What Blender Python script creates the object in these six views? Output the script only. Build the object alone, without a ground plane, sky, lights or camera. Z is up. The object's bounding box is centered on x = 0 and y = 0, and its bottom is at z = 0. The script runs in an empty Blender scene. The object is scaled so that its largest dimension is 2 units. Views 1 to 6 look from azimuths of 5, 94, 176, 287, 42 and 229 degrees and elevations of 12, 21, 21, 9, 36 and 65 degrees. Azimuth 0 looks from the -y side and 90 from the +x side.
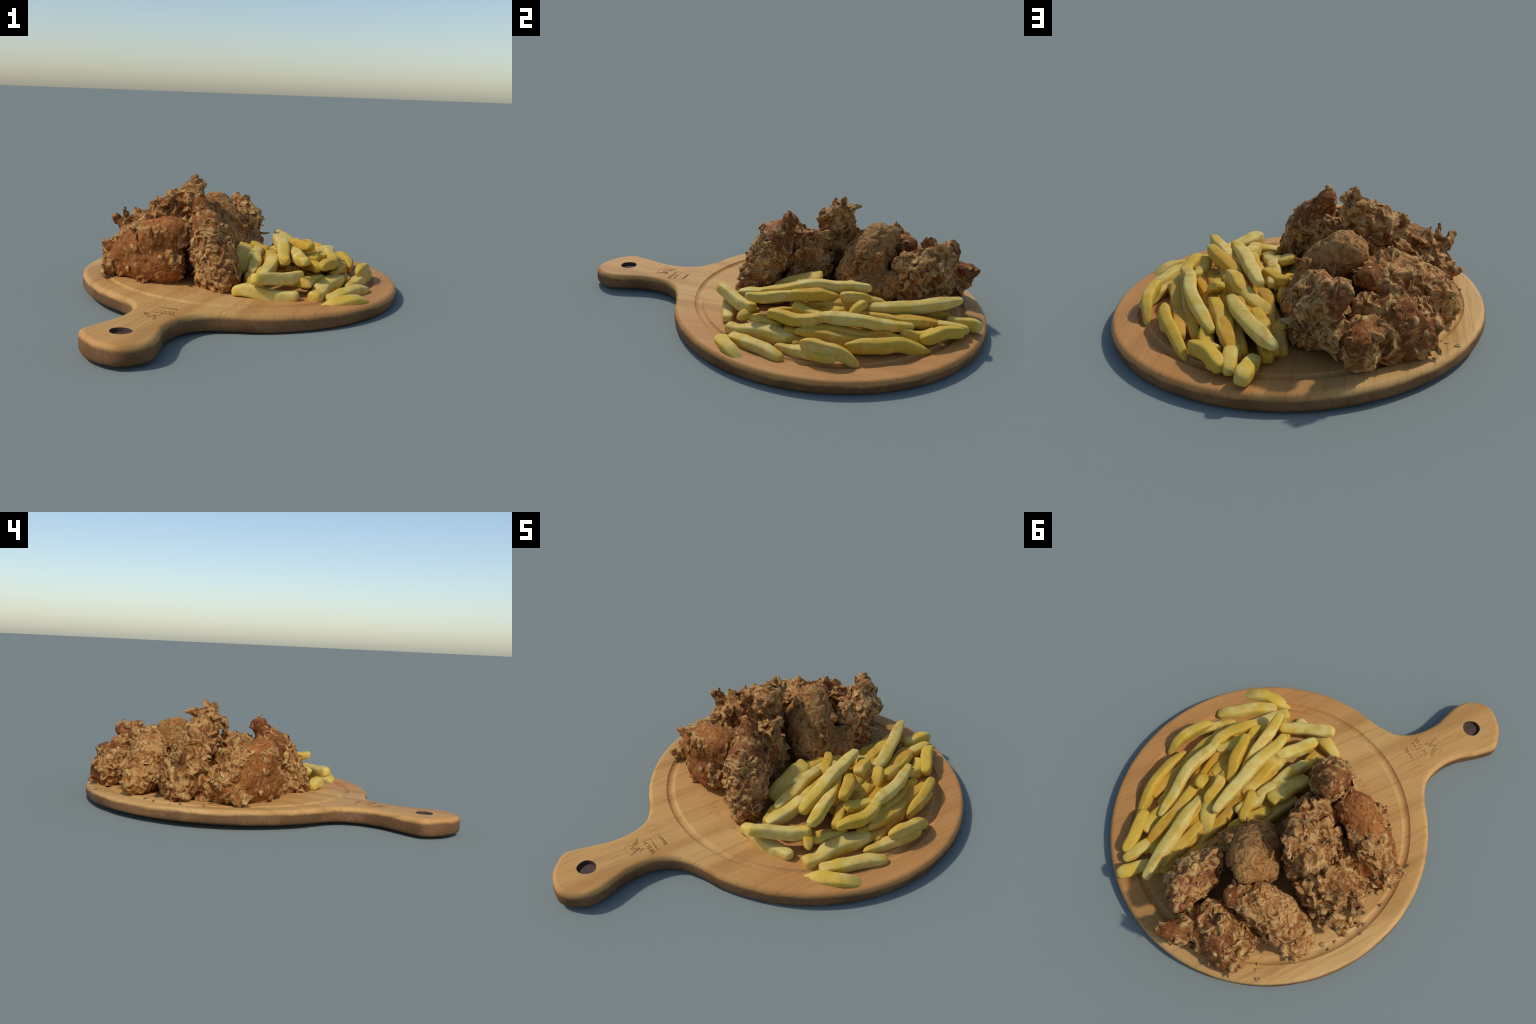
"""Fried chicken pieces and french fries on a round wooden serving board with a handle."""
import bpy, bmesh, math, random
import numpy as np
from mathutils import Vector, Matrix, Euler, noise

RNG = random.Random(7)
COL = bpy.context.scene.collection


# ------------------------------------------------------------------ helpers
def add_object(name, mesh, parent=None, loc=(0, 0, 0)):
    ob = bpy.data.objects.new(name, mesh)
    COL.objects.link(ob)
    ob.location = loc
    if parent:
        ob.parent = parent
    return ob


def describe(ob, label, category):
    ob["label"] = label
    ob["category"] = category


def board_z(x, y=0.25):
    """the board lies with a slight tilt: its -x edge is higher; the far left of it sags"""
    sag = 0.03 * max(0.0, -x - 0.40) * min(max(y / 0.4, 0.0), 1.0)
    return 0.0770 - 0.0198 * x - 0.007 * (y - 0.25) - sag


class Nodes:
    """small helper that works on shader trees and on geometry trees alike"""

    def __init__(self, tree):
        self.t = tree

    def new(self, kind, **props):
        n = self.t.nodes.new(kind)
        for k, v in props.items():
            setattr(n, k, v)
        return n

    def put(self, socket, value):
        if isinstance(value, bpy.types.NodeSocket):
            self.t.links.new(value, socket)
        elif value is not None:
            if hasattr(socket.default_value, "__len__") and not hasattr(value, "__len__"):
                value = [value] * len(socket.default_value)
            if hasattr(socket.default_value, "__len__") and len(socket.default_value) == 4 and len(value) == 3:
                value = (*value, 1)
            socket.default_value = value

    def math(self, op, a, b=None, c=None, clamp=False):
        n = self.new("ShaderNodeMath", operation=op, use_clamp=clamp)
        for s, v in zip(n.inputs, (a, b, c)):
            self.put(s, v)
        return n.outputs[0]

    def vmath(self, op, a, b=None, scale=None):
        n = self.new("ShaderNodeVectorMath", operation=op)
        self.put(n.inputs[0], a)
        if b is not None:
            self.put(n.inputs[1], b)
        if scale is not None:
            self.put(n.inputs["Scale"], scale)
        return n.outputs[0]

    def noise(self, vec, scale, detail=2.0, rough=0.5, distortion=0.0, color=False):
        n = self.new("ShaderNodeTexNoise")
        self.put(n.inputs["Vector"], vec)
        n.inputs["Scale"].default_value = scale
        n.inputs["Detail"].default_value = detail
        n.inputs["Roughness"].default_value = rough
        n.inputs["Distortion"].default_value = distortion
        return n.outputs["Color" if color else "Fac"]

    def smooth(self, v, lo, hi, to_lo=0.0, to_hi=1.0):
        n = self.new("ShaderNodeMapRange", interpolation_type="SMOOTHSTEP")
        self.put(n.inputs["Value"], v)
        for k, x in (("From Min", lo), ("From Max", hi), ("To Min", to_lo), ("To Max", to_hi)):
            self.put(n.inputs[k], x)
        return n.outputs[0]

    def mix(self, fac, a, b):
        n = self.new("ShaderNodeMix", data_type="RGBA")
        self.put(n.inputs[0], fac)
        self.put(n.inputs[6], a)
        self.put(n.inputs[7], b)
        return n.outputs[2]


def new_material(name, rough=0.6, spec=0.25):
    m = bpy.data.materials.new(name)
    m.use_nodes = True
    N = Nodes(m.node_tree)
    bsdf = m.node_tree.nodes["Principled BSDF"]
    bsdf.inputs["Roughness"].default_value = rough
    bsdf.inputs["Specular IOR Level"].default_value = spec
    P = N.new("ShaderNodeTexCoord").outputs["Object"]
    return m, N, bsdf, P


def bump(N, bsdf, height, strength, distance):
    n = N.new("ShaderNodeBump")
    n.inputs["Strength"].default_value = strength
    n.inputs["Distance"].default_value = distance
    N.put(n.inputs["Height"], height)
    N.put(bsdf.inputs["Normal"], n.outputs[0])


# ------------------------------------------------------------------ the board
CENTRE = Vector((-0.008, 0.245))
DISC = Vector((0.005, 0.243))
AXIS = Vector((-0.295, -1.076)).normalized()      # from the disc to the handle end
SIDE = Vector((-AXIS.y, AXIS.x))
RADIUS = 0.753


def board_point(s, b):
    return CENTRE + AXIS * s + SIDE * b


def wood_material():
    m, N, bsdf, P = new_material("bamboo_wood", rough=0.58, spec=0.14)
    ang = math.atan2(AXIS.y, AXIS.x)
    mp = N.new("ShaderNodeMapping")
    N.put(mp.inputs["Vector"], P)
    mp.inputs["Rotation"].default_value = (0, 0, -ang)
    V = mp.outputs[0]                               # x runs along the grain

    def stretch(sx, sy, sz):
        return N.vmath("MULTIPLY", V, (sx, sy, sz))

    strips = N.noise(stretch(0.35, 9.0, 3.0), 1.0, 1.0)
    streak = N.noise(stretch(2.2, 60.0, 20.0), 1.0, 3.0, 0.6)
    fine = N.noise(stretch(7.0, 190.0, 60.0), 1.0, 2.0, 0.6)
    broad = N.noise(V, 1.3, 1.0)
    col = N.mix(N.smooth(strips, 0.35, 0.65), (0.475, 0.240, 0.070), (0.60, 0.335, 0.108))
    sx = N.new("ShaderNodeSeparateXYZ")
    N.put(sx.inputs[0], P)
    side = N.math("MULTIPLY_ADD", broad, 0.9, N.math("MULTIPLY_ADD", sx.outputs[0], 0.35, -0.45))  # scan lighting tinted into the wood: orange towards +x, paler towards -x
    col = N.mix(N.smooth(side, -0.12, 0.22, 0.0, 0.75), col, (0.53, 0.235, 0.070))
    col = N.mix(N.smooth(side, -0.05, -0.30, 0.0, 0.60), col, (0.68, 0.425, 0.165))
    col = N.mix(N.smooth(streak, 0.50, 0.72, 0.0, 0.42), col, (0.335, 0.155, 0.042))
    col = N.mix(N.smooth(fine, 0.56, 0.75, 0.0, 0.50), col, (0.27, 0.125, 0.036))
    # the growth nodes of bamboo: short bands of dashes across a strip
    dashes = N.noise(stretch(16.0, 150.0, 40.0), 1.0, 1.0)
    bands = N.noise(stretch(5.5, 3.0, 1.0), 1.0, 0.0)
    node = N.math("MULTIPLY", N.smooth(dashes, 0.55, 0.68), N.smooth(bands, 0.72, 0.78))
    col = N.mix(N.math("MULTIPLY", node, 0.75), col, (0.26, 0.13, 0.055))
    # shadow on the board's sides, painted as a deeper brown below the face
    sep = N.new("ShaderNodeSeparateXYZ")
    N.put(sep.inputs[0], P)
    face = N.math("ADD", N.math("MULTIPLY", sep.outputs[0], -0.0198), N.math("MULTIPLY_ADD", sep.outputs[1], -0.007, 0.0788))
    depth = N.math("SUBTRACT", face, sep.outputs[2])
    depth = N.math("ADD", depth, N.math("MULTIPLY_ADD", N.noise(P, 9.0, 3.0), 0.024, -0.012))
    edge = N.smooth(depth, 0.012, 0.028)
    painted_shade = N.mix(N.smooth(N.noise(P, 6.0, 2.0), 0.4, 0.6), (0.125, 0.058, 0.026), (0.20, 0.098, 0.044))
    painted_shade = N.mix(N.smooth(fine, 0.45, 0.7, 0, 0.5), painted_shade, (0.085, 0.041, 0.020))
    col = N.mix(N.math("MULTIPLY", edge, 0.92), col, painted_shade)
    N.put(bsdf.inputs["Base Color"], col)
    bump(N, bsdf, N.math("ADD", streak, fine), 0.12, 0.004)
    return m


def plain_material(name, colour, rough=0.7, vary=0.25, scale=40):
    m, N, bsdf, P = new_material(name, rough, 0.2)
    f = N.noise(P, scale, 2.0)
    dark = tuple(c * (1 - vary) for c in colour)
    N.put(bsdf.inputs["Base Color"], N.mix(N.smooth(f, 0.3, 0.7), dark, colour))
    return m


def board_outline():
    """closed outline in (along handle, across): a disc, two fillets and a bulbous grip"""
    half = [(0.680, 0.323), (0.708, 0.250), (0.742, 0.188), (0.775, 0.148), (0.820, 0.122), (0.870, 0.108),
            (0.925, 0.104), (0.985, 0.110), (1.050, 0.130), (1.110, 0.147), (1.165, 0.150)]
    tip = [(1.204, 0.137), (1.234, 0.116), (1.256, 0.092), (1.269, 0.062), (1.269, 0.028), (1.262, -0.020),
           (1.243, -0.070), (1.212, -0.110)]
    shift = DISC - CENTRE
    ds, db = shift @ AXIS, shift @ SIDE
    fade = [1.0, 0.65, 0.35, 0.15] + [0.0] * 20
    ctrl = ([(s + ds * f, b + db * f) for (s, b), f in zip(half, fade)] + tip
            + [(s + ds * f, -b + db * f) for (s, b), f in reversed(list(zip(half, fade)))])
    pts = []
    for i in range(len(ctrl) - 1):                  # Catmull-Rom through the grip
        p = [ctrl[max(i - 1, 0)], ctrl[i], ctrl[i + 1], ctrl[min(i + 2, len(ctrl) - 1)]]
        for k in range(5):
            t = k / 5
            q = [0.5 * (2 * p[1][j] + (p[2][j] - p[0][j]) * t + (2 * p[0][j] - 5 * p[1][j] + 4 * p[2][j] - p[3][j]) * t * t
                        + (3 * p[1][j] - p[0][j] - 3 * p[2][j] + p[3][j]) * t ** 3) for j in (0, 1)]
            pts.append(q)
    a0 = math.atan2(-half[0][1], half[0][0])
    n = 150
    for k in range(n):                              # and round the disc
        a = a0 - (2 * math.pi + 2 * a0) * k / n
        pts.append([ds + RADIUS * math.cos(a), db + RADIUS * math.sin(a)])
    return [board_point(s, b - (0.008 if b < 0 and s > 1.0 else 0.0) * -min((s - 1.0) / 0.1, 1.0)) for s, b in pts]


def build_board():
    root = bpy.data.objects.new("serving_board", None)
    COL.objects.link(root)
    describe(root, "round wooden serving board with a short rounded handle", "cutting board")
    line = board_outline()
    n = len(line)
    nor = []
    for i in range(n):
        d = (line[(i + 1) % n] - line[i - 1]).normalized()
        nor.append(Vector((d.y, -d.x)))
    area = sum(line[i].x * line[(i + 1) % n].y - line[(i + 1) % n].x * line[i].y for i in range(n))
    sgn = 1 if area > 0 else -1
    nor = [v * sgn for v in nor]                    # outward
    # profile of the rim: (inset, height share 0..1)
    rim = [(0.016, 0.0), (0.006, 0.06), (0.001, 0.17), (0.0, 0.35), (0.0, 0.62), (0.0015, 0.75), (0.005, 0.86),
           (0.011, 0.95), (0.018, 0.99), (0.026, 1.0)]
    bm = bmesh.new()
    rings = []
    for inset, h in rim:
        ring = []
        for p, o in zip(line, nor):
            q = p - o * inset
            s = (q - CENTRE) @ AXIS
            grip = min(max((s - 0.72) / 0.35, 0), 1)
            low = max(0.004 - 0.026 * q.x, 0.0) * (1 - grip) + 0.010 * grip
            top = board_z(q.x, q.y)
            wob = 0.002 * noise.noise(Vector((q.x * 14, q.y * 14, h * 3))) if 0 < h < 0.7 else 0
            ring.append(bm.verts.new((q.x + o.x * wob, q.y + o.y * wob, low + (top - low) * h)))
        rings.append(ring)
    for a, b in zip(rings, rings[1:]):
        for i in range(n):
            bm.faces.new((a[i], a[(i + 1) % n], b[(i + 1) % n], b[i]))
    bm.faces.new(rings[-1])
    bm.faces.new(list(reversed(rings[0])))
    bmesh.ops.recalc_face_normals(bm, faces=bm.faces)
    me = bpy.data.meshes.new("board_blank")
    bm.to_mesh(me)
    bm.free()
    blank = add_object("board_blank", me)

    # cutters: the ring groove and the hanging hole
    bm = bmesh.new()
    R, r, nu, nv = 0.639, 0.026, 192, 20
    grid = [[None] * nv for _ in range(nu)]
    for i in range(nu):
        for j in range(nv):
            a, b = 2 * math.pi * i / nu, 2 * math.pi * j / nv
            x = CENTRE.x + (R + r * math.cos(b)) * math.cos(a)
            y = CENTRE.y + (R + r * math.cos(b)) * math.sin(a)
            grid[i][j] = bm.verts.new((x, y, board_z(x, y) + 0.015 + r * math.sin(b)))
    for i in range(nu):
        for j in range(nv):
            bm.faces.new((grid[i][j], grid[(i + 1) % nu][j], grid[(i + 1) % nu][(j + 1) % nv], grid[i][(j + 1) % nv]))
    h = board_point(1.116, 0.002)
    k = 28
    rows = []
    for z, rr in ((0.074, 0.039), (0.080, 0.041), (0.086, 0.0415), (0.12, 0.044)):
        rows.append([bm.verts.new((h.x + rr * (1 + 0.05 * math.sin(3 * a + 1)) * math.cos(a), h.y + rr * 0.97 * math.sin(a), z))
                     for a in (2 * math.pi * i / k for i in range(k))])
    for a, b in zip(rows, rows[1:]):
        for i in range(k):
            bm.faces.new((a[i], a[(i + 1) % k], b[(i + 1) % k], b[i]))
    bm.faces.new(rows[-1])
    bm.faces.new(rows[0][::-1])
    bmesh.ops.recalc_face_normals(bm, faces=bm.faces)
    cm = bpy.data.meshes.new("cutter")
    bm.to_mesh(cm)
    bm.free()
    cutter = add_object("cutter", cm)
    mod = blank.modifiers.new("cut", "BOOLEAN")
    mod.operation, mod.object, mod.solver = "DIFFERENCE", cutter, "EXACT"
    dg = bpy.context.evaluated_depsgraph_get()
    me2 = bpy.data.meshes.new_from_object(blank.evaluated_get(dg))
    bpy.data.objects.remove(blank)
    bpy.data.objects.remove(cutter)
    # cut a clean line where the handle begins, then part the faces there
    bm = bmesh.new()
    bm.from_mesh(me2)
    cut = board_point(0.745, 0)
    bmesh.ops.bisect_plane(bm, geom=bm.verts[:] + bm.edges[:] + bm.faces[:], dist=1e-5,
                           plane_co=(cut.x, cut.y, 0), plane_no=(AXIS.x, AXIS.y, 0))
    bmesh.ops.triangulate(bm, faces=[f for f in bm.faces if len(f.verts) > 4])
    bm.to_mesh(me2)
    bm.free()
    me2.set_sharp_from_angle(angle=math.radians(38))
    me2.polygons.foreach_set("use_smooth", [True] * len(me2.polygons))
    me2.update()
    normals = [tuple(c.vector) for c in me2.corner_normals]
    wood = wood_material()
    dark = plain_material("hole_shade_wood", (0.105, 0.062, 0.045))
    floor_z = 0.0525
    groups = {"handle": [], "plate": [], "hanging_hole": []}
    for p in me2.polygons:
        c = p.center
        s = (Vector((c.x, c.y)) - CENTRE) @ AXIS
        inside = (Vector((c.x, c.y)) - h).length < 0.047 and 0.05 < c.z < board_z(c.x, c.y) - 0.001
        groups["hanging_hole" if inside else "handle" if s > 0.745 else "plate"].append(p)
    for name, polys in groups.items():
        used, verts, faces, nrm = {}, [], [], []
        for p in polys:
            f = []
            for li in p.loop_indices:
                vi = me2.loops[li].vertex_index
                if vi not in used:
                    used[vi] = len(verts)
                    verts.append(tuple(me2.vertices[vi].co))
                f.append(used[vi])
                nrm.append(normals[li])
            faces.append(f)
        me = bpy.data.meshes.new(name)
        me.from_pydata(verts, [], faces)
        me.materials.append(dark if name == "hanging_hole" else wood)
        me.polygons.foreach_set("use_smooth", [True] * len(faces))
        me.normals_split_custom_set(nrm)
        add_object(name, me, root)

    # burnt-in maker's mark on the neck of the handle
    burnt = plain_material("burnt_mark", (0.42, 0.215, 0.070), 0.8, 0.22, 120)
    ang = math.atan2(-SIDE.y, -SIDE.x)              # reading direction

    def mark_mesh(ob, name):
        dg = bpy.context.evaluated_depsgraph_get()
        dg.update()
        me = bpy.data.meshes.new_from_object(ob.evaluated_get(dg))
        bpy.data.objects.remove(ob)
        out = add_object(name, me, root)
        me.materials.clear()
        me.materials.append(burnt)
        return out

    def place(ob, s, b, turn=0.0):
        p = board_point(s, b)
        ob.location = (p.x, p.y, board_z(p.x, p.y) + 0.0008)
        ob.rotation_euler = (0, math.atan(0.020 * 1.0), ang + turn)

    def word(text, s, b, size, spacing=1.0, turn=0.0, name="lettering"):
        cu = bpy.data.curves.new("words", "FONT")
        cu.body, cu.size, cu.space_character = text, size, spacing
        cu.align_x, cu.align_y = "CENTER", "CENTER"
        cu.extrude = 0.0004
        cu.resolution_u = 3
        ob = mark_mesh(add_object("words", cu), name)
        place(ob, s, b, turn)

    word("WILMAX", 0.840, 0.004, 0.030, 1.35)
    word("ENGLAND", 0.815, 0.004, 0.017, 1.8)
    word("bamboo", 0.772, 0.004, 0.027, 1.15)
    word("W", 0.893, 0.000, 0.060)
    word("k", 0.878, -0.028, 0.036, 1, -0.3)
    word("x", 0.868, -0.040, 0.028, 1, -0.3)
    word("y", 0.880, 0.028, 0.034, 1, 0.3)

    def stroke(pts, width, name):
        cu = bpy.data.curves.new("stroke", "CURVE")
        cu.dimensions = "3D"
        sp = cu.splines.new("POLY")
        sp.points.add(len(pts) - 1)
        for q, (s, b) in zip(sp.points, pts):
            p = board_point(s, b)
            q.co = (p.x, p.y, board_z(p.x, p.y) - width * 0.3, 1)
        cu.bevel_depth, cu.bevel_resolution = width, 2
        mark_mesh(add_object("stroke", cu), name)

    stroke([(0.7945, 0.055), (0.7945, -0.050)], 0.0011, "underline")
    arc = [(0.893 + 0.043 * math.cos(t), 0.043 * math.sin(t)) for t in np.linspace(-1.9, 1.9, 40)]
    stroke(arc, 0.0011, "emblem_ring")
    curl = [(0.925 + 0.010 * math.cos(t) * (1 - t / 12), 0.032 + 0.010 * math.sin(t) * (1 - t / 12)) for t in np.linspace(0, 9, 40)]
    stroke(curl, 0.0012, "emblem_curl")
    return root


# ------------------------------------------------------------------ fries
def fry_material(warm=0.0):
    m, N, bsdf, P = new_material("fried_potato", rough=0.58, spec=0.14)
    rnd = N.new("ShaderNodeObjectInfo").outputs["Random"]
    off = N.new("ShaderNodeCombineXYZ")
    N.put(off.inputs[0], N.math("MULTIPLY", rnd, 37.0))
    N.put(off.inputs[1], N.math("MULTIPLY", rnd, 91.0))
    V = N.vmath("ADD", P, off.outputs[0])
    big = N.noise(V, 8.0, 2.0)
    mid = N.noise(V, 24.0, 3.0, 0.6)
    tiny = N.noise(V, 150.0, 2.0, 0.6)
    yellow, pale, gold = (0.60, 0.395, 0.050), (0.69, 0.535, 0.160), (0.57, 0.275, 0.020)
    shift = N.math("MULTIPLY_ADD", rnd, 0.24, -0.13)
    col = N.mix(N.smooth(N.math("ADD", big, shift), 0.40, 0.66), yellow, pale)
    col = N.mix(N.smooth(N.math("SUBTRACT", N.math("ADD", mid, N.math("MULTIPLY", big, 0.5)), shift), 0.62, 1.0, 0.0, 0.62), col, gold)
    if warm:
        col = N.mix(N.smooth(mid, 0.25, 0.65, warm * 0.6, warm), col, (0.55, 0.255, 0.020))
    col = N.mix(N.smooth(tiny, 0.58, 0.75, 0.0, 0.35), col, (0.74, 0.62, 0.26))
    col = N.mix(N.smooth(tiny, 0.40, 0.25, 0.0, 0.25), col, (0.52, 0.31, 0.05))
    N.put(bsdf.inputs["Base Color"], col)
    bsdf.inputs["Subsurface Weight"].default_value = 0.0
    bump(N, bsdf, N.math("ADD", mid, N.math("MULTIPLY", tiny, 0.4)), 0.25, 0.006)
    return m


FRY_LABEL = "thick cut golden yellow french fry with rounded ends"


def build_fry(a, b, mid=(0, 0, 0), w=0.048, h=None, tip_a=0.82, tip_b=0.82, roll=None, mat=None, mat_name="french_fry"):
    """a, b: end points on the upper side of the fry; mid: push of the middle"""
    w *= 1.10
    h = h * 1.10 if h else w * 0.95
    tip_a, tip_b = tip_a * RNG.uniform(0.78, 1.0), tip_b * RNG.uniform(0.78, 1.0)
    a, b, mid = Vector(a), Vector(b), Vector(mid)
    drop = Vector((0, 0, h * 0.48 - 0.009))
    a, b = a - drop, b - drop
    L = (b - a).length
    stretch = (b - a).normalized() * 0.008
    a, b, L = a - stretch, b + stretch, L + 0.016
    roll = RNG.uniform(-0.25, 0.25) if roll is None else roll
    origin = (a + b) / 2
    c = (a + b) / 2 + mid * 2 - Vector((0, 0, 0))
    rings, segs = 20, 18
    seed = Vector((RNG.uniform(0, 50), RNG.uniform(0, 50), RNG.uniform(0, 50)))
    verts, faces = [], []
    up0 = Vector((0, 0, 1))
    for i in range(rings + 1):
        u = i / rings
        # ends closer together so that they round off
        t = 0.5 - 0.5 * math.cos(math.pi * u)
        p = a * (1 - t) ** 2 + c * 2 * t * (1 - t) + b * t * t
        p = p + 0.026 * noise.noise_vector(seed + Vector((t * L * 6, 3, 0))) * math.sin(math.pi * t) * Vector((1, 1, 0.5)).length / 1.5
        d = ((c - a) * (1 - t) + (b - c) * t)
        if d.length < 1e-5:
            d = b - a
        d.normalize()
        side = d.cross(up0)
        if side.length < 0.2:
            side = d.cross(Vector((1, 0, 0)))
        side.normalize()
        up = side.cross(d)
        cr, sr = math.cos(roll), math.sin(roll)
        side, up = side * cr + up * sr, up * cr - side * sr
        end = min(t, 1 - t) * L
        tip = tip_a if t < 0.5 else tip_b
        rad = 0.016
        e = min(end / rad, 1.0)
        k = (tip * 0.62 + (1 - tip * 0.62) * math.sqrt(max(1 - (1 - e) ** 2, 0)))
        # tapering ends
        taper = min(end / (0.32 * L), 1.0)
        k *= tip + (1 - tip) * math.sin(taper * math.pi / 2)
        wob = 1 + 0.10 * noise.noise(seed + Vector((t * L * 14, 0, 0)))
        for j in range(segs):
            g = 2 * math.pi * j / segs
            ex = 2 / 3.8                             # rounded square section
            x = math.copysign(abs(math.cos(g)) ** ex, math.cos(g)) * w / 2
            y = math.copysign(abs(math.sin(g)) ** ex, math.sin(g)) * h / 2
            q = p + (side * x + up * y) * (k * wob)
            q += (side * x + up * y) * 0.16 * noise.noise(seed + q * 22)
            verts.append(q - origin)
        if i:
            o = (i - 1) * segs
            for j in range(segs):
                faces.append((o + j, o + (j + 1) % segs, o + segs + (j + 1) % segs, o + segs + j))
    for ring, rev in ((0, True), (rings, False)):
        ids = [ring * segs + j for j in range(segs)]
        ctr = sum((verts[i] for i in ids), Vector()) / segs
        dirn = (a - b).normalized() if rev else (b - a).normalized()
        verts.append(ctr + dirn * 0.003)
        ci = len(verts) - 1
        for j in range(segs):
            t3 = (ids[j], ids[(j + 1) % segs], ci)
            faces.append(t3[::-1] if rev else t3)
    me = bpy.data.meshes.new(mat_name)
    me.from_pydata([tuple(v) for v in verts], [], faces)
    me.polygons.foreach_set("use_smooth", [True] * len(faces))
    me.materials.append(mat)
    bm = bmesh.new()
    bm.from_mesh(me)
    bmesh.ops.recalc_face_normals(bm, faces=bm.faces)
    bmesh.ops.subdivide_edges(bm, edges=bm.edges[:], cuts=1, use_grid_fill=True, smooth=0.6) if False else None
    bm.to_mesh(me)
    bm.free()
    ob = add_object("french_fry", me, loc=origin)
    sub = ob.modifiers.new("round", "SUBSURF")
    sub.levels = sub.render_levels = 1
    describe(ob, FRY_LABEL, "french fry")
    return ob


def build_fries():
    mat = fry_material()
    made = []
    F = lambda *args, **kw: made.append(build_fry(*args, mat=mat, **kw))
    # --- the top layer
    F((0.236, -0.068, 0.226), (0.160, 0.425, 0.242), (0.012, 0, 0.012), 0.056)
    F((0.273, 0.425, 0.193), (0.141, 0.850, 0.196), (0.012, 0, -0.016), 0.054, tip_b=0.65)
    F((0.315, 0.398, 0.225), (0.345, 0.320, 0.150), w=0.050, h=0.034)
    F((0.330, -0.126, 0.245), (0.215, 0.220, 0.236), (0.0, 0, -0.012), 0.050)
    F((0.342, 0.076, 0.272), (0.236, 0.275, 0.219), (0, 0, 0.004), 0.050)
    F((0.395, -0.022, 0.195), (0.440, 0.215, 0.203), (0.02, 0, 0.0), 0.048)
    F((0.437, 0.185, 0.208), (0.350, 0.610, 0.145), (0.016, 0, 0.008), 0.048, tip_b=0.6)
    F((0.460, 0.130, 0.165), (0.408, 0.570, 0.105), (0.010, 0, 0.0), 0.048)
    F((0.380, -0.020, 0.190), (0.300, 0.180, 0.190), (0, 0, -0.01), 0.046)
    # --- the front row, nearest the rim
    F((0.535, 0.318, 0.132), (0.447, 0.680, 0.072), (0.012, 0, 0.030), 0.044, h=0.058, tip_a=0.5, tip_b=0.45)
    F((0.565, 0.130, 0.145), (0.602, 0.365, 0.074), (0.018, 0, 0.034), 0.044, h=0.056, tip_a=0.6, tip_b=0.45)
    F((0.516, 0.020, 0.098), (0.624, 0.268, 0.110), (0.008, 0, 0.0), 0.046, tip_a=0.4)
    F((0.420, 0.650, 0.118), (0.322, 0.832, 0.118), (0.004, 0, 0.008), 0.052)
    F((0.535, 0.320, 0.110), (0.523, 0.515, 0.122), w=0.046, tip_a=0.5)
    F((0.478, 0.100, 0.152), (0.480, 0.380, 0.125), w=0.046, tip_a=0.5)
    # --- the back half
    F((0.342, 0.415, 0.178), (0.300, 0.680, 0.133), w=0.054, h=0.04, tip_b=0.6)
    F((0.370, 0.560, 0.135), (0.342, 0.705, 0.118), w=0.055)
    F((0.255, 0.650, 0.112), (0.298, 0.862, 0.116), w=0.050)
    F((0.205, 0.790, 0.122), (0.262, 0.925, 0.120), w=0.056)
    F((0.270, 0.300, 0.236), (0.220, 0.420, 0.205), (0, 0, 0.012), 0.052)
    F((0.235, 0.390, 0.208), (0.135, 0.500, 0.140), w=0.060)
    F((0.195, 0.460, 0.152), (0.150, 0.750, 0.155), w=0.052)
    F((0.120, 0.380, 0.108), (0.106, 0.730, 0.105), w=0.054)
    F((0.130, 0.230, 0.212), (0.050, 0.355, 0.216), (0, 0, -0.014), w=0.045)
    # --- the chicken side
    F((0.090, -0.065, 0.165), (0.092, 0.225, 0.212), (0.0, 0, 0.006), 0.050)
    F((0.022, -0.020, 0.150), (0.030, 0.200, 0.228), (0, 0, 0.01), 0.080, h=0.036, tip_b=0.9)
    F((0.140, -0.176, 0.172), (0.185, 0.020, 0.210), (0, 0, 0.012), 0.056)
    F((0.170, 0.000, 0.200), (0.150, 0.260, 0.190), w=0.062)
    F((0.020, 0.220, 0.175), (0.070, 0.420, 0.165), (0, 0, 0.0), 0.056)
    F((-0.010, 0.090, 0.160), (0.000, 0.300, 0.165), (0, 0, 0.0), 0.056)
    F((0.060, 0.080, 0.205), (0.110, 0.340, 0.195), (0, 0, 0.0), 0.050)
    # --- the handle side
    F((0.120, -0.278, 0.192), (0.308, -0.104, 0.178), (0, 0, -0.010), 0.054)
    F((0.028, -0.222, 0.122), (0.300, -0.222, 0.114), (0, 0.008, 0.0), 0.060)
    F((0.100, -0.150, 0.130), (0.090, 0.020, 0.130), w=0.050)
    F((0.352, -0.165, 0.140), (0.250, -0.090, 0.135), w=0.046, tip_a=0.4)
    F((0.370, -0.205, 0.104), (0.485, 0.092, 0.124), (0, 0, 0.008), 0.066)
    F((0.330, -0.115, 0.140), (0.400, 0.030, 0.132), w=0.050, tip_a=0.5)
    F((0.275, 0.220, 0.185), (0.330, 0.300, 0.190), w=0.050)
    F((0.360, 0.090, 0.222), (0.414, 0.205, 0.198), (0, 0, -0.006), 0.046)
    # --- two stray fries on the rim
    F((0.440, -0.185, 0.090), (0.606, 0.045, 0.084), (0, 0, 0.012), 0.056)
    F((0.395, -0.255, 0.066), (0.612, -0.118, 0.060), (0.012, -0.006, 0.014), 0.060, h=0.048, tip_a=0.25, tip_b=0.35)
    # --- buried fries that carry the heap: rows that follow the height of the fries above
    tops = [(o.location.x, o.location.y, o.location.z) for o in made]
    golden = fry_material(0.75)  # warm bounced light and shade between fries, tinted into the buried ones

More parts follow.
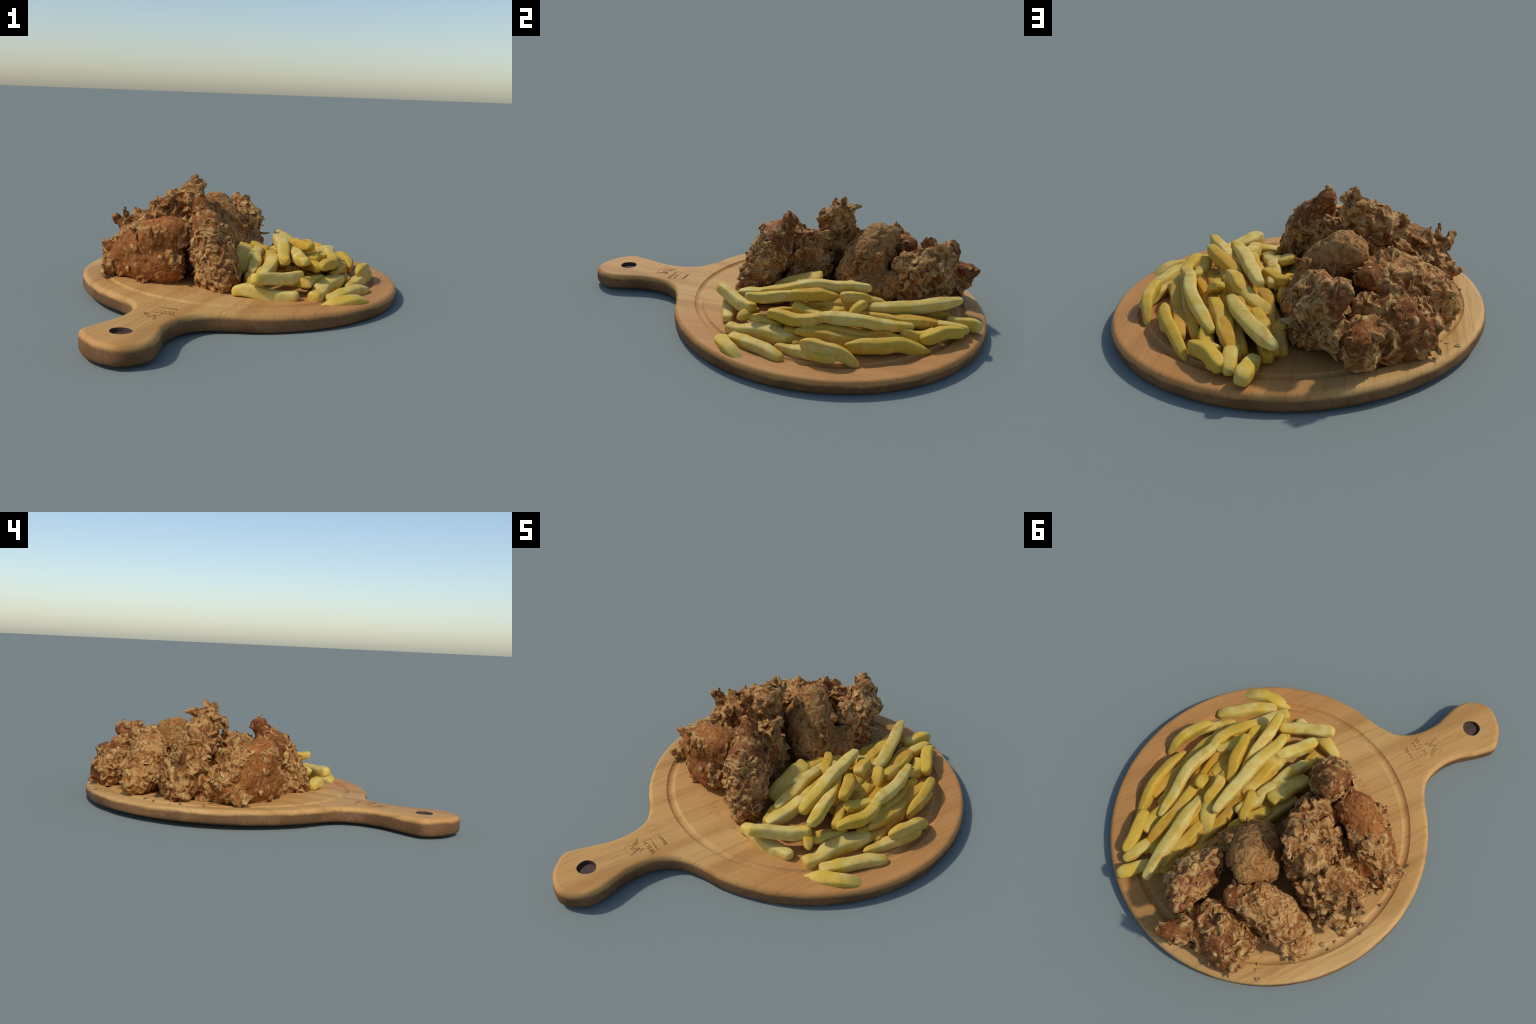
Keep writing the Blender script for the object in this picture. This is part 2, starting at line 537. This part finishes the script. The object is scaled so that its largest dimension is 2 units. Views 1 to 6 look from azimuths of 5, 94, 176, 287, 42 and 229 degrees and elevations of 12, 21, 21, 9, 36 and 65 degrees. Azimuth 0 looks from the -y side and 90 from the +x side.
    def heap(x, y):
        num = den = 0.0
        for px, py, pz in tops:
            w = 1.0 / ((px - x) ** 2 + 0.35 * (py - y) ** 2 + 0.0006) ** 1.5
            num, den = num + w * pz, den + w
        return num / den

    for row in range(15):
        for part in range(4):
            x = 0.035 + 0.034 * row + RNG.uniform(-0.006, 0.006)
            y0 = -0.13 + 0.215 * part + RNG.uniform(-0.03, 0.03)
            y1 = y0 + RNG.uniform(0.22, 0.29)
            x0, x1 = x - 0.12 * (y0 - 0.2), x - 0.12 * (y1 - 0.2)
            xm, ym = (x0 + x1) / 2, (y0 + y1) / 2
            if y1 > 0.84 - 0.2 * max(x - 0.3, 0) or y0 < -0.10 + 0.55 * max(x - 0.33, 0) or math.hypot(x1, y1 - 0.245) > 0.60 or math.hypot(x0, y0 - 0.245) > 0.60:
                continue
            if xm < 0.13 and ym > 0.27:
                continue
            z0, z1 = heap(x0, y0) - 0.006, heap(x1, y1) - 0.006
            floor = board_z(xm, ym) + 0.046
            build_fry((x0, y0, max(z0, floor)), (x1, y1, max(z1, floor)), (RNG.uniform(-.008, .008), 0, 0), RNG.uniform(0.046, 0.054), mat=golden)
            if min(z0, z1) > floor + 0.04:
                build_fry((x0 - 0.01, y0, max(z0 - 0.045, floor)), (x1 + 0.01, y1, max(z1 - 0.045, floor)), w=0.052, mat=golden)


# ------------------------------------------------------------------ fried chicken
def crust_fields(N, P, seed, cover, bare=(), grain=1.0):
    """where batter clings and how it is ruffled; used for the shape and for the colour"""
    Q = N.vmath("ADD", P, seed)
    w = N.noise(Q, 16.0, 1.0, color=True)
    w = N.vmath("SCALE", N.vmath("SUBTRACT", w, (0.5, 0.5, 0.5)), scale=0.095)
    W = N.vmath("ADD", Q, w)
    patch = N.noise(Q, 8.0, 2.0, 0.55)
    edge = 0.60 - cover * 0.25
    for x, y, z, r in bare:                         # spots of bare meat: knuckles, joint ends
        n = N.new("ShaderNodeVectorMath", operation="DISTANCE")
        N.put(n.inputs[0], P)
        n.inputs[1].default_value = (x, y, z)
        patch = N.math("SUBTRACT", patch, N.smooth(n.outputs["Value"], r * 1.45, r * 0.55, 0.0, 0.26))
    mask = N.smooth(patch, edge - 0.04, edge + 0.04)
    r = N.noise(W, 13.0 * grain, 1.0, 0.4)
    ridge = N.math("SUBTRACT", 1.0, N.math("ABSOLUTE", N.math("MULTIPLY_ADD", r, 4.4, -2.2)), clamp=True)
    ridge = N.math("POWER", ridge, 1.7)
    r2 = N.noise(W, 26.0 * grain, 1.0, 0.35, 0.3)
    ridge2 = N.math("SUBTRACT", 1.0, N.math("ABSOLUTE", N.math("MULTIPLY_ADD", r2, 4.4, -2.2)), clamp=True)
    return Q, W, mask, ridge, ridge2


def ruffle_group(name, seed, cover, amount, bare, grain):
    g = bpy.data.node_groups.new(name, "GeometryNodeTree")
    g.interface.new_socket("Geometry", in_out="INPUT", socket_type="NodeSocketGeometry")
    g.interface.new_socket("Geometry", in_out="OUTPUT", socket_type="NodeSocketGeometry")
    N = Nodes(g)
    gi, go = N.new("NodeGroupInput"), N.new("NodeGroupOutput")
    P = N.new("GeometryNodeInputPosition").outputs[0]
    nrm = N.new("GeometryNodeInputNormal").outputs[0]
    Q, W, mask, ridge, ridge2 = crust_fields(N, P, seed, cover, bare, grain)
    lump = N.math("MULTIPLY_ADD", N.noise(W, 11.0, 1.0), 0.055 * amount, -0.0275 * amount - 0.007)
    body = N.math("MULTIPLY", mask, N.math("MULTIPLY_ADD", ridge, 0.024 * amount, -0.006))
    body2 = N.math("MULTIPLY", N.math("MULTIPLY_ADD", mask, 0.85, 0.15), N.math("MULTIPLY", ridge2, 0.0062 * amount))
    fine = N.math("MULTIPLY_ADD", N.noise(W, 85.0, 1.0), 0.004 * amount, -0.002 * amount)
    d = N.math("ADD", N.math("ADD", lump, body), N.math("ADD", body2, fine))
    sp = N.new("GeometryNodeSetPosition")
    N.put(sp.inputs["Geometry"], gi.outputs[0])
    # ruffles lean over a little, so that they overhang as flakes do
    lean = N.vmath("SCALE", N.vmath("SUBTRACT", N.noise(Q, 22.0, 0.0, color=True), (0.5, 0.5, 0.5)),
                   scale=N.math("MULTIPLY", body, 3.0))
    N.put(sp.inputs["Offset"], N.vmath("ADD", N.vmath("SCALE", nrm, scale=d), lean))
    N.put(go.inputs[0], sp.outputs[0])
    return g


def chicken_material(name, seed, cover, skin, crust, pale, bare, grain):
    m, N, bsdf, P = new_material(name, rough=0.66, spec=0.10)
    Q, W, mask, ridge, ridge2 = crust_fields(N, P, seed, cover, bare, grain)
    tone = N.noise(Q, 5.0, 2.0)
    speck = N.noise(W, 62.0, 3.0, 0.55)
    grit = N.noise(Q, 190.0, 2.0, 0.6)
    dim = lambda c, k: tuple(v * k for v in c)
    skin_c = N.mix(N.smooth(tone, 0.35, 0.65), skin, dim(skin, 0.62))
    skin_c = N.mix(N.smooth(speck, 0.54, 0.66, 0, 0.65), skin_c, crust)
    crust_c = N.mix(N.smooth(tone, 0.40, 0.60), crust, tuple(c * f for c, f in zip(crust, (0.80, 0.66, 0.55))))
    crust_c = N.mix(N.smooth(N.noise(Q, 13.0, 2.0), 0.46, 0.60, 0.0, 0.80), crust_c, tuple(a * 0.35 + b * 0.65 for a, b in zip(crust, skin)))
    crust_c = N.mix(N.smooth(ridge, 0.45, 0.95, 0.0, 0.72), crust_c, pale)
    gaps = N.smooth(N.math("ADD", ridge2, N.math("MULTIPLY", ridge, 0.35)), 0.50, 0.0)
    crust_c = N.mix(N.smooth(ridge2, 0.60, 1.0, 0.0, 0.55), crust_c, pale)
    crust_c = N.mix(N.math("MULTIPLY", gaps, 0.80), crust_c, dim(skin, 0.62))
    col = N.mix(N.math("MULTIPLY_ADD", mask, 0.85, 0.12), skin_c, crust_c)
    col = N.mix(N.smooth(speck, 0.60, 0.72, 0, 0.50), col, pale)
    col = N.mix(N.smooth(speck, 0.45, 0.33, 0, 0.85), col, dim(skin, 0.34))
    col = N.mix(N.smooth(grit, 0.44, 0.28, 0, 0.45), col, dim(skin, 0.5))
    N.put(bsdf.inputs["Base Color"], col)
    bump(N, bsdf, N.math("ADD", speck, N.math("MULTIPLY", grit, 0.6)), 0.45, 0.006)
    return m


def flake_material():
    m, N, bsdf, P = new_material("batter_flake", rough=0.7, spec=0.08)
    a = N.noise(P, 28.0, 2.0)
    b = N.noise(P, 120.0, 2.0)
    col = N.mix(N.smooth(a, 0.38, 0.62), (0.32, 0.150, 0.045), (0.54, 0.33, 0.125))
    col = N.mix(N.smooth(b, 0.42, 0.28, 0, 0.6), col, (0.22, 0.095, 0.036))
    N.put(bsdf.inputs["Base Color"], col)
    bump(N, bsdf, b, 0.3, 0.004)
    return m


def sweep_balls(bm, path, step=0.25):
    """a run of overlapping balls along a path of (x, y, z, radius)"""
    for (x0, y0, z0, r0), (x1, y1, z1, r1) in zip(path, path[1:]):
        d = math.dist((x0, y0, z0), (x1, y1, z1))
        n = max(int(d / (step * min(r0, r1) + 1e-6)), 1)
        for i in range(n + 1):
            t = i / n
            r = r0 + (r1 - r0) * t
            mt = Matrix.Translation((x0 + (x1 - x0) * t, y0 + (y1 - y0) * t, z0 + (z1 - z0) * t))
            bmesh.ops.create_icosphere(bm, subdivisions=2, radius=r, matrix=mt)


def remeshed(me, voxel, smooth_steps, group=None):
    ob = add_object("work", me)
    m = ob.modifiers.new("remesh", "REMESH")
    m.mode, m.voxel_size, m.use_smooth_shade = "VOXEL", voxel, True
    if smooth_steps:
        s = ob.modifiers.new("smooth", "SMOOTH")
        s.factor, s.iterations = 0.5, smooth_steps
    if group:
        ob.modifiers.new("ruffle", "NODES").node_group = group
    dg = bpy.context.evaluated_depsgraph_get()
    out = bpy.data.meshes.new_from_object(ob.evaluated_get(dg))
    bpy.data.objects.remove(ob)
    return out


def flake_verts(rng, size, thick):
    """one curled scrap of batter: a bent, dented, flattened ball"""
    bm = bmesh.new()
    bmesh.ops.create_icosphere(bm, subdivisions=2, radius=1.0)
    s = Vector((rng.uniform(0, 90), rng.uniform(0, 90), rng.uniform(0, 90)))
    ax = rng.uniform(0.55, 1.0)
    curl = rng.uniform(0.2, 0.9) * rng.choice((1, 1, -1))
    out = []
    for v in bm.verts:
        p = v.co.copy()
        k = 1 + 0.75 * noise.noise(s + p * 1.1) + 0.5 * noise.noise(s + p * 2.6)
        x, y, z = p.x * k, p.y * k * ax, p.z * thick
        z += curl * (x * x - 0.3) * 0.6 + 0.25 * noise.noise(s + Vector((x, y, 7)) * 2.0)
        out.append(Vector((x, y, z)) * size)
    faces = [tuple(v.index for v in f.verts) for f in bm.faces]
    bm.free()
    return out, faces


def add_flakes(host, me_host, count, sizes, rng, mat, lowest):
    vs = me_host.vertices
    verts, faces = [], []
    tries = 0
    made = 0
    s = Vector((rng.uniform(0, 90),) * 3)
    while made < count and tries < count * 30:
        tries += 1
        v = vs[rng.randrange(len(vs))]
        if v.co.z + host.location.z < lowest:
            continue
        if noise.noise(s + v.co * 9) < rng.uniform(-0.1, 0.35):
            continue
        size = rng.uniform(*sizes) * (1 if rng.random() < 0.8 else 1.5)
        pv, pf = flake_verts(rng, size, rng.uniform(0.10, 0.17))
        n = v.normal
        t = n.orthogonal().normalized()
        t.rotate(Matrix.Rotation(rng.uniform(0, 6.283), 3, n))
        q = n.cross(t)
        tilt = rng.uniform(0.1, 0.95)
        n2 = n * math.cos(tilt) + t * math.sin(tilt)
        t2 = t * math.cos(tilt) - n * math.sin(tilt)
        base = len(verts)
        centre = v.co + n * size * (-0.10 + 0.35 * math.sin(tilt))
        for p in pv:
            verts.append(tuple(centre + t2 * p.x + q * p.y + n2 * p.z))
        faces += [tuple(i + base for i in f) for f in pf]
        made += 1
    me = bpy.data.meshes.new("batter_flakes")
    me.from_pydata(verts, [], faces)
    me.polygons.foreach_set("use_smooth", [True] * len(faces))
    me.materials.append(mat)
    ob = add_object("batter_flakes", me, host)
    ob["kind"] = "stuff"
    return ob


def build_chicken():
    flakes = flake_material()
    SKIN, CRUST, PALE = (0.225, 0.068, 0.018), (0.325, 0.150, 0.042), (0.58, 0.345, 0.125)  # crust brown lowered overall to take in the scan's baked occlusion

    def piece(name, label, runs, horns, cover, amount, flake_count, index, skin=SKIN, crust=CRUST, pale=PALE, flake_size=(0.011, 0.021), bare=(), grain=1.0):
        rng = random.Random(100 + index)
        allp = [q for r in runs for q in r]
        ox = sum(q[0] for q in allp) / len(allp)
        oy = sum(q[1] for q in allp) / len(allp)
        org = (ox, oy, board_z(ox))
        shift = lambda q: (q[0] - org[0], q[1] - org[1], q[2] - org[2], q[3])
        spots = [shift(q) for q in bare]
        bm = bmesh.new()
        for r in runs:
            sweep_balls(bm, [shift(q) for q in r])
        me = bpy.data.meshes.new("lump")
        bm.to_mesh(me)
        bm.free()
        me = remeshed(me, 0.011, 10)
        bm = bmesh.new()
        bm.from_mesh(me)
        for r in horns:
            q = [shift(q) for q in r]
            q[-1] = (*q[-1][:3], q[-1][3] * 0.6)
            sweep_balls(bm, q, 0.4)
        bm.to_mesh(me)
        bm.free()
        seed = (index * 3.7, index * 1.9 + 5, index * 2.3)
        me = remeshed(me, 0.0034, 3, ruffle_group("ruffle", seed, cover, amount, spots, grain))
        # nothing sinks below the board
        for v in me.vertices:
            floor = board_z(v.co.x + org[0]) - 0.004 - org[2]
            if v.co.z < floor:
                v.co.z = floor
        me.name = name
        me.materials.clear()
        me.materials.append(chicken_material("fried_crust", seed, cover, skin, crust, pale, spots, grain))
        me.polygons.foreach_set("use_smooth", [True] * len(me.polygons))
        me.update()
        ob = add_object(name, me, loc=org)
        describe(ob, label, "fried chicken")
        if flake_count:
            add_flakes(ob, me, int(flake_count * 0.20), flake_size, rng, flakes, board_z(ox) + 0.02)
        return ob

    # drumstick standing on its thick end, knuckle up
    piece("fried_drumstick", "crusty fried chicken drumstick standing with its knuckle up",
          [[(-0.161, 0.030, 0.424, 0.052), (-0.150, 0.010, 0.385, 0.056), (-0.108, -0.045, 0.295, 0.102), (-0.070, -0.092, 0.205, 0.104),
            (-0.035, -0.130, 0.135, 0.082)], [(-0.020, -0.150, 0.12, 0.07), (-0.018, -0.185, 0.110, 0.035)],
           [(-0.08, -0.10, 0.14, 0.08), (-0.10, -0.09, 0.12, 0.07)]],
          [[(-0.095, -0.165, 0.165, 0.03), (-0.103, -0.186, 0.172, 0.012)], [(0.0, -0.14, 0.2, 0.03), (0.035, -0.15, 0.18, 0.012)]],
          0.70, 0.66, 170, 1, bare=[(-0.165, 0.035, 0.455, 0.085)], grain=1.3)
    # thigh lying in front, more bare skin
    piece("fried_chicken_thigh", "reddish brown fried chicken thigh with patchy crust",
          [[(-0.280, -0.028, 0.300, 0.090), (-0.36, -0.022, 0.262, 0.112), (-0.46, 0.020, 0.215, 0.105), (-0.550, 0.055, 0.165, 0.076)],
           [(-0.545, 0.03, 0.15, 0.06), (-0.592, -0.03, 0.115, 0.03)], [(-0.30, -0.060, 0.165, 0.098), (-0.40, -0.035, 0.15, 0.095), (-0.47, 0.02, 0.14, 0.085)], [(-0.50, 0.11, 0.13, 0.07), (-0.42, 0.12, 0.15, 0.08)]],
          [[(-0.53, 0.01, 0.25, 0.03), (-0.545, 0.003, 0.282, 0.013)], [(-0.58, 0.01, 0.22, 0.03), (-0.612, 0.0, 0.248, 0.010)],
           [(-0.43, 0.055, 0.31, 0.03), (-0.425, 0.062, 0.338, 0.013)], [(-0.35, -0.105, 0.32, 0.02), (-0.358, -0.118, 0.333, 0.012)],
           [(-0.56, 0.09, 0.14, 0.035), (-0.585, 0.125, 0.135, 0.02)]],
          0.42, 0.75, 190, 2, bare=[(-0.33, -0.03, 0.40, 0.10), (-0.42, -0.11, 0.20, 0.09)], grain=1.3, skin=(0.36, 0.115, 0.027))
    # tall wing piece, head up, arm sloping away to the rim
    piece("fried_chicken_wing", "heavily ruffled fried chicken wing piece propped upright",
          [[(-0.238, 0.265, 0.455, 0.058), (-0.262, 0.275, 0.425, 0.067), (-0.30, 0.276, 0.398, 0.068), (-0.35, 0.275, 0.362, 0.072), (-0.43, 0.268, 0.305, 0.080),
            (-0.53, 0.280, 0.225, 0.086), (-0.555, 0.290, 0.14, 0.07)], [(-0.26, 0.28, 0.36, 0.06), (-0.34, 0.30, 0.22, 0.09), (-0.42, 0.31, 0.16, 0.09)],
           [(-0.45, 0.340, 0.215, 0.078), (-0.48, 0.345, 0.14, 0.066), (-0.43, 0.35, 0.12, 0.06)], [(-0.510, 0.205, 0.200, 0.055), (-0.48, 0.18, 0.13, 0.065), (-0.40, 0.17, 0.17, 0.08)]],
          [[(-0.24, 0.288, 0.492, 0.03), (-0.239, 0.294, 0.530, 0.012)], [(-0.25, 0.32, 0.47, 0.035), (-0.285, 0.370, 0.475, 0.012)],
           [(-0.24, 0.20, 0.43, 0.025), (-0.245, 0.160, 0.418, 0.010)], [(-0.33, 0.23, 0.40, 0.03), (-0.352, 0.196, 0.435, 0.013)],
           [(-0.57, 0.28, 0.27, 0.04), (-0.60, 0.278, 0.29, 0.024), (-0.636, 0.276, 0.307, 0.010)],
           [(-0.56, 0.27, 0.28, 0.03), (-0.584, 0.258, 0.345, 0.015)], [(-0.55, 0.36, 0.21, 0.04), (-0.628, 0.382, 0.204, 0.013)],
           [(-0.50, 0.22, 0.24, 0.04), (-0.538, 0.172, 0.258, 0.016)], [(-0.56, 0.32, 0.12, 0.04), (-0.585, 0.33, 0.10, 0.025)],
           [(-0.38, 0.36, 0.30, 0.03), (-0.36, 0.40, 0.32, 0.012)]],
          0.95, 1.05, 260, 3, crust=(0.34, 0.162, 0.048), flake_size=(0.011, 0.021))
    # piece wedged behind the drumstick
    piece("fried_chicken_wing", "dark ruffled fried chicken piece wedged in the heap",
          [[(-0.165, 0.195, 0.340, 0.050), (-0.185, 0.130, 0.290, 0.088), (-0.155, 0.120, 0.180, 0.100)], [(-0.28, 0.15, 0.22, 0.09), (-0.18, 0.15, 0.2, 0.1)]],
          [[(-0.155, 0.205, 0.36, 0.03), (-0.150, 0.224, 0.400, 0.014)], [(-0.16, 0.12, 0.34, 0.03), (-0.155, 0.097, 0.366, 0.013)],
           [(-0.08, 0.15, 0.22, 0.03), (-0.05, 0.16, 0.20, 0.014)]],
          0.85, 1.0, 120, 4)
    # smooth battered thigh
    piece("fried_chicken_thigh", "smoothly battered fried chicken thigh leaning upright",
          [[(-0.188, 0.527, 0.363, 0.064), (-0.155, 0.475, 0.345, 0.100), (-0.112, 0.420, 0.265, 0.125), (-0.075, 0.375, 0.180, 0.120)],
           [(-0.19, 0.45, 0.28, 0.09), (-0.17, 0.42, 0.16, 0.09)], [(-0.03, 0.42, 0.17, 0.09), (0.03, 0.44, 0.155, 0.07), (0.03, 0.50, 0.14, 0.068), (0.01, 0.535, 0.20, 0.062)]],
          [[(-0.02, 0.475, 0.315, 0.035), (0.016, 0.478, 0.332, 0.016)], [(-0.01, 0.36, 0.27, 0.025), (0.018, 0.355, 0.29, 0.012)],
           [(-0.09, 0.53, 0.30, 0.04), (-0.07, 0.556, 0.30, 0.015)], [(0.0, 0.33, 0.15, 0.06), (0.03, 0.31, 0.12, 0.05)]],
          1.25, 0.34, 14, 5, crust=(0.335, 0.165, 0.048), pale=(0.42, 0.225, 0.075))
    # thigh at the back rim, crumbly
    piece("fried_chicken_thigh", "crumbly golden brown fried chicken thigh lying flat",
          [[(-0.220, 0.625, 0.305, 0.060), (-0.294, 0.570, 0.296, 0.086), (-0.382, 0.535, 0.240, 0.106), (-0.468, 0.530, 0.188, 0.102),
            (-0.515, 0.535, 0.14, 0.075)], [(-0.30, 0.58, 0.18, 0.1), (-0.45, 0.55, 0.13, 0.09)], [(-0.30, 0.575, 0.32, 0.058), (-0.305, 0.570, 0.345, 0.048)]],
          [[(-0.315, 0.57, 0.36, 0.03), (-0.313, 0.566, 0.395, 0.012)],
           [(-0.51, 0.60, 0.2, 0.03), (-0.535, 0.615, 0.212, 0.012)]],
          0.92, 0.56, 240, 6, bare=[(-0.195, 0.65, 0.335, 0.075)], grain=1.35, crust=(0.41, 0.185, 0.052), flake_size=(0.008, 0.015))
    # piece at the far rim with a wing tip
    piece("fried_chicken_wing", "ruffled fried chicken wing with a dark pointed tip",
          [[(-0.220, 0.755, 0.195, 0.098), (-0.290, 0.765, 0.190, 0.114), (-0.352, 0.778, 0.155, 0.096)], [(-0.34, 0.75, 0.19, 0.08), (-0.38, 0.74, 0.18, 0.06)],
           [(-0.22, 0.78, 0.17, 0.09), (-0.165, 0.845, 0.195, 0.068), (-0.118, 0.922, 0.220, 0.047), (-0.100, 0.966, 0.240, 0.022)],
           [(-0.16, 0.84, 0.14, 0.07), (-0.125, 0.905, 0.16, 0.05)],
           [(-0.24, 0.80, 0.13, 0.09), (-0.34, 0.80, 0.12, 0.07)]],
          [[(-0.26, 0.73, 0.30, 0.03), (-0.268, 0.726, 0.318, 0.014)], [(-0.39, 0.82, 0.13, 0.04), (-0.42, 0.842, 0.108, 0.020)],
           [(-0.38, 0.70, 0.21, 0.04), (-0.405, 0.668, 0.225, 0.015)], [(-0.40, 0.78, 0.18, 0.03), (-0.43, 0.79, 0.19, 0.012)]],
          0.78, 0.85, 220, 7, bare=[(-0.105, 0.955, 0.235, 0.075), (-0.30, 0.84, 0.26, 0.06)], flake_size=(0.010, 0.019))
    # wing joint with a bare red end
    piece("fried_chicken_joint", "fried chicken joint with ruffled crust and bare red end",
          [[(-0.028, 0.612, 0.262, 0.068), (-0.018, 0.648, 0.240, 0.088), (-0.035, 0.710, 0.265, 0.088), (-0.055, 0.775, 0.290, 0.070), (-0.096, 0.838, 0.332, 0.042)],
           [(0.005, 0.625, 0.14, 0.085), (-0.03, 0.72, 0.16, 0.068)], [(-0.05, 0.78, 0.19, 0.06), (-0.09, 0.80, 0.13, 0.05)]],
          [[(-0.045, 0.765, 0.34, 0.035), (-0.041, 0.772, 0.39, 0.015)],
           [(0.01, 0.78, 0.26, 0.04), (0.025, 0.812, 0.262, 0.016)]],
          0.80, 0.82, 190, 8, bare=[(-0.10, 0.845, 0.345, 0.085)], skin=(0.24, 0.07, 0.026))

    # loose scraps of batter fallen on the board
    rng = random.Random(55)
    verts, faces = [], []
    spots = [(-0.035, -0.222, 0.035, 6), (-0.60, -0.06, 0.03, 5), (-0.60, 0.28, 0.06, 14), (-0.58, 0.46, 0.06, 10),
             (-0.61, 0.12, 0.05, 7), (-0.47, 0.74, 0.05, 8), (-0.40, 0.84, 0.04, 6), (-0.08, 0.94, 0.05, 3)]
    for cx, cy, sp, n in spots:
        for _ in range(n // 4 + 1):
            x, y = rng.gauss(cx, sp * 0.6), rng.gauss(cy, sp * 0.6)
            size = rng.uniform(0.006, 0.013)
            pv, pf = flake_verts(rng, size, 0.18)
            a = rng.uniform(0, 6.283)
            base = len(verts)
            for p in pv:
                verts.append((x + p.x * math.cos(a) - p.y * math.sin(a), y + p.x * math.sin(a) + p.y * math.cos(a), board_z(x, y) + 0.001 + p.z * 0.6))
            faces += [tuple(i + base for i in f) for f in pf]
    me = bpy.data.meshes.new("batter_crumbs")
    me.from_pydata(verts, [], faces)
    me.polygons.foreach_set("use_smooth", [True] * len(faces))
    me.materials.append(plain_material("pale_crumb", (0.52, 0.32, 0.125), 0.7, 0.35, 60))
    ob = add_object("batter_crumbs", me)
    ob["kind"] = "stuff"
    describe(ob, "loose pale scraps of fried batter on the board", "crumbs")


build_board()
build_fries()
build_chicken()
